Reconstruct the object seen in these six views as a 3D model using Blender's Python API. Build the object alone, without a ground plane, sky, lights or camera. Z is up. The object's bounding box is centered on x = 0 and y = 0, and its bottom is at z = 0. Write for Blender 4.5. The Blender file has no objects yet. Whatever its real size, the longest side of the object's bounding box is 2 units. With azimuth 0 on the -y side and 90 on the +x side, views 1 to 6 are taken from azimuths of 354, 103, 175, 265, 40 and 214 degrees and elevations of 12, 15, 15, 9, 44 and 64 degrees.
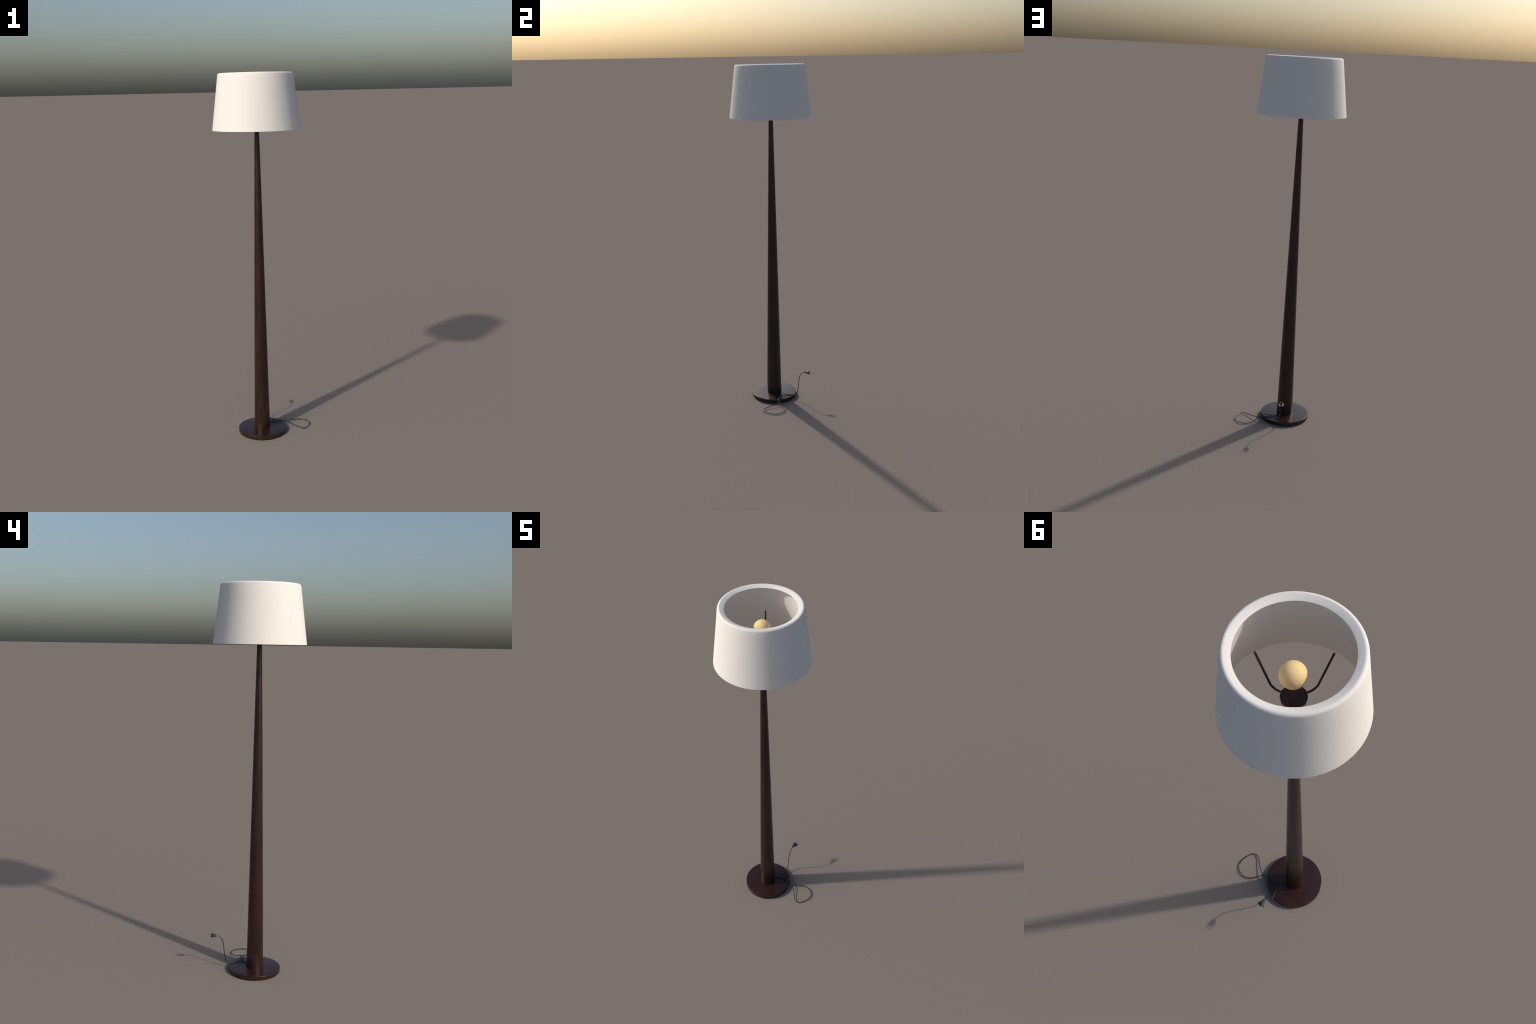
"""A floor lamp: round wooden foot, tapering wooden pole, tripod of bent rods,
globe bulb, tapered fabric shade and a looped black flex with a two-pin plug."""
import math
import bpy
import bmesh
from mathutils import Vector

AXIS = Vector((-0.0248, -0.0085, 0.0))      # the pole's axis on the floor


# ------------------------------------------------------------------ materials
def new_material(name):
    m = bpy.data.materials.new(name)
    m.use_nodes = True
    nt = m.node_tree
    return m, nt, nt.nodes["Principled BSDF"]


def node(nt, kind, **values):
    n = nt.nodes.new(kind)
    for key, value in values.items():
        if key in n.inputs:
            n.inputs[key].default_value = value
        else:
            setattr(n, key, value)
    return n


def ramp(nt, stops):
    r = nt.nodes.new("ShaderNodeValToRGB")
    els = r.color_ramp.elements
    while len(els) < len(stops):
        els.new(0.5)
    for e, (pos, col) in zip(els, stops):
        e.position = pos
        e.color = (*col, 1.0)
    return r


POLE_TONES = ((0.0100, 0.0042, 0.0032), (0.0212, 0.0073, 0.0042), (0.0400, 0.0136, 0.0062))
FOOT_TONES = ((0.0140, 0.0050, 0.0040), (0.0235, 0.0078, 0.0046), (0.0400, 0.0145, 0.0072))


def wood_material(name, tones, along, gloss, stretch=0.06, fineness=34.0, upright=1.0, ring_strength=0.13, stops=(0.36, 0.50, 0.66)):
    """Dark stained walnut; the grain runs along the axis `along` (0=x 1=y 2=z)."""
    m, nt, bsdf = new_material(name)
    L = nt.links.new
    tc = node(nt, "ShaderNodeTexCoord")
    # slow wandering of the fibres
    wander = node(nt, "ShaderNodeTexNoise", Scale=5.0, Detail=2.0)
    L(tc.outputs["Object"], wander.inputs["Vector"])
    wob = node(nt, "ShaderNodeVectorMath", operation="MULTIPLY_ADD")
    wob.inputs[1].default_value = (0.035, 0.035, 0.035)
    L(wander.outputs["Color"], wob.inputs[0])
    L(tc.outputs["Object"], wob.inputs[2])
    mp = node(nt, "ShaderNodeMapping")
    scale = [1.0, 1.0, 1.0]
    scale[2] = upright
    scale[along] = stretch
    mp.inputs["Scale"].default_value = scale
    L(wob.outputs[0], mp.inputs["Vector"])
    # broad figure (flames), finer streaks, pores
    figure = node(nt, "ShaderNodeTexNoise", Scale=fineness, Detail=4.0, Roughness=0.55, Distortion=0.9)
    streak = node(nt, "ShaderNodeTexNoise", Scale=fineness * 5.0, Detail=3.0, Roughness=0.6)
    for t in (figure, streak):
        L(mp.outputs["Vector"], t.inputs["Vector"])
    # growth rings cut lengthwise: contour lines of a broad stretched noise
    field = node(nt, "ShaderNodeTexNoise", Scale=fineness * 0.55, Detail=1.0, Distortion=0.6)
    L(mp.outputs["Vector"], field.inputs["Vector"])
    rings = node(nt, "ShaderNodeMath", operation="MULTIPLY")
    rings.inputs[1].default_value = 9.0
    L(field.outputs["Fac"], rings.inputs[0])
    saw = node(nt, "ShaderNodeMath", operation="PINGPONG")
    saw.inputs[1].default_value = 0.5
    L(rings.outputs[0], saw.inputs[0])
    lines = node(nt, "ShaderNodeMath", operation="MULTIPLY_ADD")
    lines.inputs[1].default_value = 2.0 * ring_strength
    lines.inputs[2].default_value = -0.5 * ring_strength
    L(saw.outputs[0], lines.inputs[0])
    mix = node(nt, "ShaderNodeMix", data_type="FLOAT")
    mix.inputs[0].default_value = 0.42
    L(figure.outputs["Fac"], mix.inputs[2])
    L(streak.outputs["Fac"], mix.inputs[3])
    r = ramp(nt, list(zip(stops, tones)))
    total = node(nt, "ShaderNodeMath", operation="ADD")
    L(mix.outputs[0], total.inputs[0])
    L(lines.outputs[0], total.inputs[1])
    L(total.outputs[0], r.inputs["Fac"])
    L(r.outputs["Color"], bsdf.inputs["Base Color"])
    bsdf.inputs["Roughness"].default_value = gloss
    bsdf.inputs["Specular IOR Level"].default_value = 0.5
    return m


def fabric_material():
    m, nt, bsdf = new_material("white_fabric")
    L = nt.links.new
    tc = node(nt, "ShaderNodeTexCoord")
    n = node(nt, "ShaderNodeTexNoise", Scale=420.0, Detail=2.0)
    L(tc.outputs["Object"], n.inputs["Vector"])
    r = ramp(nt, [(0.3, (0.768, 0.735, 0.694)), (0.7, (0.792, 0.757, 0.716))])
    L(n.outputs["Fac"], r.inputs["Fac"])
    L(r.outputs["Color"], bsdf.inputs["Base Color"])
    bsdf.inputs["Roughness"].default_value = 0.9
    bsdf.inputs["Specular IOR Level"].default_value = 0.1
    return m


def plain_material(name, colour, rough, metallic=0.0, specular=0.5, mottle=0.04):
    m, nt, bsdf = new_material(name)
    L = nt.links.new
    tc = node(nt, "ShaderNodeTexCoord")
    n = node(nt, "ShaderNodeTexNoise", Scale=160.0, Detail=2.0)
    L(tc.outputs["Object"], n.inputs["Vector"])
    r = ramp(nt, [(0.3, tuple(c * (1 - mottle) for c in colour)), (0.7, tuple(min(1, c * (1 + mottle)) for c in colour))])
    L(n.outputs["Fac"], r.inputs["Fac"])
    L(r.outputs["Color"], bsdf.inputs["Base Color"])
    bsdf.inputs["Roughness"].default_value = rough
    bsdf.inputs["Metallic"].default_value = metallic
    bsdf.inputs["Specular IOR Level"].default_value = specular
    return m


POLE_WOOD = wood_material("pole_wood", POLE_TONES, 2, 0.32, stretch=0.09, fineness=40.0)
FOOT_WOOD = wood_material("foot_wood", FOOT_TONES, 1, 0.29, stretch=0.055, fineness=48.0, upright=0.15, ring_strength=0.05, stops=(0.30, 0.50, 0.74))
FABRIC = fabric_material()
GLASS = plain_material("frosted_warm_bulb", (0.94, 0.695, 0.350), 0.7, specular=0.15, mottle=0.008)
RUBBER = plain_material("black_rubber", (0.013, 0.0135, 0.013), 0.29, specular=0.45)
PLUG_RUBBER = plain_material("plug_rubber", (0.015, 0.0155, 0.015), 0.40, specular=0.45)
METAL = plain_material("pin_metal", (0.64, 0.65, 0.67), 0.18, metallic=1.0)


# ------------------------------------------------------------------ geometry
def place(name, bm, material, parent, smooth_angle=40.0):
    me = bpy.data.meshes.new(name)
    bmesh.ops.recalc_face_normals(bm, faces=bm.faces)
    for f in bm.faces:
        f.smooth = True
    limit = math.radians(smooth_angle)
    for e in bm.edges:
        e.smooth = len(e.link_faces) != 2 or e.calc_face_angle() < limit
    bm.to_mesh(me)
    bm.free()
    me.materials.append(material)
    ob = bpy.data.objects.new(name, me)
    bpy.context.collection.objects.link(ob)
    ob.parent = parent
    return ob


def skin_rings(bm, rings, close_ends=True, loop=False):
    """Bridge a list of equal-length vertex rings with quads."""
    pairs = list(zip(rings, rings[1:])) + ([(rings[-1], rings[0])] if loop else [])
    for a, b in pairs:
        n = len(a)
        for i in range(n):
            bm.faces.new((a[i], a[(i + 1) % n], b[(i + 1) % n], b[i]))
    if close_ends and not loop:
        bm.faces.new(rings[0])
        bm.faces.new(rings[-1])


def turned(name, profile, material, parent, segments=128, loop=False, angle=40.0, phase=0.0):
    """Turn a profile of (radius, height) about the lamp's axis."""
    bm = bmesh.new()
    rings = []
    for r, z in profile:
        rings.append([bm.verts.new((r * math.cos(phase + math.tau * i / segments),
                                    r * math.sin(phase + math.tau * i / segments), z)) for i in range(segments)])
    skin_rings(bm, rings, loop=loop)
    return place(name, bm, material, parent, angle)


def arc(cx, cz, r, a0, a1, n):
    return [(cx + r * math.cos(math.radians(a0 + (a1 - a0) * i / n)),
             cz + r * math.sin(math.radians(a0 + (a1 - a0) * i / n))) for i in range(n + 1)]


def tube(name, path, radius, material, parent, sides=12, taper=None):
    """A round tube along a path of Vectors (rotation-minimising frames)."""
    bm = bmesh.new()
    rings = []
    normal = None
    for i, p in enumerate(path):
        t = (path[min(i + 1, len(path) - 1)] - path[max(i - 1, 0)]).normalized()
        if normal is None:
            normal = t.orthogonal().normalized()
        normal = (normal - t * normal.dot(t)).normalized()
        side = t.cross(normal)
        r = radius if taper is None else radius * taper(i / (len(path) - 1))
        rings.append([bm.verts.new(p + normal * r * math.cos(math.tau * k / sides) + side * r * math.sin(math.tau * k / sides))
                      for k in range(sides)])
    skin_rings(bm, rings)
    return place(name, bm, material, parent, 50.0)


def spline(points, per=8):
    """Catmull-Rom curve through control points."""
    pts = [Vector(p) for p in points]
    ext = [2 * pts[0] - pts[1]] + pts + [2 * pts[-1] - pts[-2]]
    out = []
    for i in range(len(pts) - 1):
        a, b, c, d = ext[i:i + 4]
        for k in range(per):
            t = k / per
            out.append(0.5 * (2 * b + (c - a) * t + (2 * a - 5 * b + 4 * c - d) * t * t + (3 * b - a - 3 * c + d) * t ** 3))
    out.append(pts[-1])
    return out


# ------------------------------------------------------------------ the lamp
lamp = bpy.data.objects.new("floor_lamp", None)
bpy.context.collection.objects.link(lamp)
lamp.location = AXIS
lamp["label"] = "dark wooden floor lamp with tapered white drum shade and looped cord"
lamp["category"] = "floor lamp"

# round foot: a disc with small eased edges
FOOT_R, FOOT_H = 0.1343, 0.0212
foot = turned("foot", [(0.05, 0.0), (FOOT_R - 0.0012, 0.0), (FOOT_R, 0.0012)]
              + arc(FOOT_R - 0.0016, FOOT_H - 0.0016, 0.0016, 0, 90, 5)
              + [(0.05, FOOT_H)], FOOT_WOOD, lamp, segments=160)

# pole: slim cone, very slightly swelling
POLE_TOP = 1.757


def pole_radius(z):
    t = z / 1.75
    return 0.0447 + (0.0116 - 0.0447) * t + 0.0032 * t * (1 - t)


steps = 40
pole = turned("pole", [(pole_radius(z), z) for z in
                       (FOOT_H - 0.004 + (POLE_TOP - FOOT_H + 0.004) * i / steps for i in range(steps + 1))],
              POLE_WOOD, lamp, segments=64)
for v in pole.data.vertices:                # it leans by a hair
    lean_t = v.co.z / POLE_TOP - 0.5
    v.co.x += 0.0015 * lean_t
    v.co.y += 0.0016 * lean_t

# socket: a coarse twelve-sided disc on the pole
socket = turned("socket", [(0.0400, 1.7575), (0.0412, 1.7590), (0.0412, 1.7690)],
                FOOT_WOOD, lamp, segments=12, angle=25.0)

# globe bulb
BULB_R, BULB_Z = 0.0409, 1.8814
bulb = turned("bulb", [(BULB_R * math.sin(math.radians(a)), BULB_Z - BULB_R * 1.01 * math.cos(math.radians(a)))
                       for a in range(3, 180, 6)], GLASS, lamp, segments=64)
bulb.location = (0.0012, 0.0008, 0.0)

# three bent rods around the bulb
ROD_R = 0.0037
for k in range(3):
    a = math.radians(120.45 + 120 * k)
    out = Vector((math.cos(a), math.sin(a), 0))
    bends = [(0.006, 1.7537), (0.045, 1.7537), (0.0632, 1.7538), (0.0790, 1.7640), (0.1276, 1.8950)]
    path = [out * r + Vector((0, 0, z)) for r, z in bends]
    tube("rod", path, ROD_R, POLE_WOOD, lamp, sides=10)

# shade: thin tapered shell with a rounded shoulder and a lip sloping inwards
R_LOW, Z_LOW, R_HIGH, Z_HIGH, WALL = 0.2334, 1.7073, 0.1985, 1.990, 0.002
slope = (R_LOW - R_HIGH) / (Z_HIGH - Z_LOW)
lean = math.degrees(math.atan(slope))
cr = 0.0105
cx = R_HIGH - cr * math.cos(math.radians(lean)) + slope * 0.001
cz = 2.0 - cr
shoulder = arc(cx, cz, cr, lean, 104, 8)
outer = [(R_LOW - (R_LOW - shoulder[0][0]) * i / 6, Z_LOW + (shoulder[0][1] - Z_LOW) * i / 6) for i in range(6)]
lip = [(0.1675, 1.9922), (0.1670, 1.9912), (0.1675, 1.9902)]
inner_top = (shoulder[0][0] - WALL - 0.004, 1.9905)
inner = [(inner_top[0] + (R_LOW - WALL - inner_top[0]) * i / 6, inner_top[1] + (Z_LOW - inner_top[1]) * i / 6) for i in range(7)]
shade = turned("shade", outer + shoulder + lip + inner, FABRIC, lamp, segments=192, loop=True, angle=35.0)
shade.location = (-0.0007, -0.0007, 0.0)

# ------------------------------------------------------------------ the flex
# where the flex runs: out of the pole's foot, round a loop on the floor,
# back over the foot and up to the plug, in world metres
FLEX = [
    (-0.0060, 0.0140, 0.0232), (0.0057, 0.0262, 0.0232), (0.0203, 0.0364, 0.0232), (0.0353, 0.0473, 0.0244),
    (0.0522, 0.0548, 0.0256), (0.0704, 0.0582, 0.0242), (0.0888, 0.0599, 0.0232), (0.1070, 0.0576, 0.0186),
    (0.1239, 0.0506, 0.0157), (0.1385, 0.0393, 0.0127), (0.1519, 0.0266, 0.0103), (0.1648, 0.0133, 0.0079),
    (0.1774, -0.0003, 0.0059), (0.1904, -0.0136, 0.0042), (0.2062, -0.0239, 0.0032), (0.2248, -0.0221, 0.0027),
    (0.2374, -0.0082, 0.0026), (0.2463, 0.0084, 0.0028), (0.2532, 0.0257, 0.0029), (0.2570, 0.0439, 0.0024),
    (0.2552, 0.0624, 0.0022), (0.2470, 0.0791, 0.0021), (0.2334, 0.0922, 0.0023), (0.2156, 0.0995, 0.0027),
    (0.1966, 0.1016, 0.0025), (0.1783, 0.0980, 0.0040), (0.1621, 0.0892, 0.0062), (0.1484, 0.0769, 0.0093),
    (0.1357, 0.0642, 0.0142), (0.1224, 0.0520, 0.0189), (0.1064, 0.0440, 0.0240), (0.0884, 0.0445, 0.0283),
    (0.0703, 0.0484, 0.0303), (0.0530, 0.0551, 0.0306), (0.0388, 0.0667, 0.0276), (0.0284, 0.0817, 0.0239),
    (0.0226, 0.0993, 0.0232), (0.0189, 0.1175, 0.0232), (0.0177, 0.1341, 0.0281), (0.0168, 0.1437, 0.0439),
    (0.0161, 0.1486, 0.0619), (0.0159, 0.1508, 0.0804), (0.0158, 0.1525, 0.0990), (0.0166, 0.1543, 0.1176),
    (0.0181, 0.1571, 0.1360), (0.0192, 0.1621, 0.1539), (0.0191, 0.1720, 0.1696), (0.0192, 0.1880, 0.1789),
    (0.0190, 0.1930, 0.1788),
]
FLEX_R = 0.0021
tube("flex", [p - AXIS for p in spline(FLEX, 6)], FLEX_R, RUBBER, lamp, sides=12)

# plug: flat flared body along +y, six-sided section, with two round pins
sections = [  # y, half width, half height
    (0.1880, 0.0034, 0.0032), (0.1884, 0.0042, 0.0040), (0.1990, 0.0080, 0.0054), (0.2068, 0.0114, 0.0064),
    (0.2098, 0.0142, 0.0078), (0.2120, 0.0148, 0.0086), (0.2194, 0.0148, 0.0086), (0.2218, 0.0144, 0.0082),
    (0.2224, 0.0136, 0.0078),
]
bm = bmesh.new()
rings = []
PLUG_X, PLUG_Z = 0.0181, 0.1786
for y, w, h in sections:
    ring = []
    for u, v in ((1, 0.0), (0.50, 0.92), (0.40, 1), (-0.40, 1), (-0.50, 0.92),
                 (-1, 0.0), (-0.50, -0.92), (-0.40, -1), (0.40, -1), (0.50, -0.92)):
        ring.append(bm.verts.new(Vector((PLUG_X + u * w * 1.05, y, PLUG_Z + v * h)) - AXIS))
    rings.append(ring)
skin_rings(bm, rings)
plug = place("plug", bm, PLUG_RUBBER, lamp, 22.0)
for s in (-1, 1):
    pin = [Vector((PLUG_X + s * 0.0083, y, PLUG_Z + 0.0022)) - AXIS
           for y in (0.2190, 0.2425, 0.2442, 0.2450)]
    tube("pin", pin, 0.0026, METAL, plug, sides=14, taper=lambda t: 1.0 if t < 0.5 else (0.85 if t < 0.9 else 0.45))
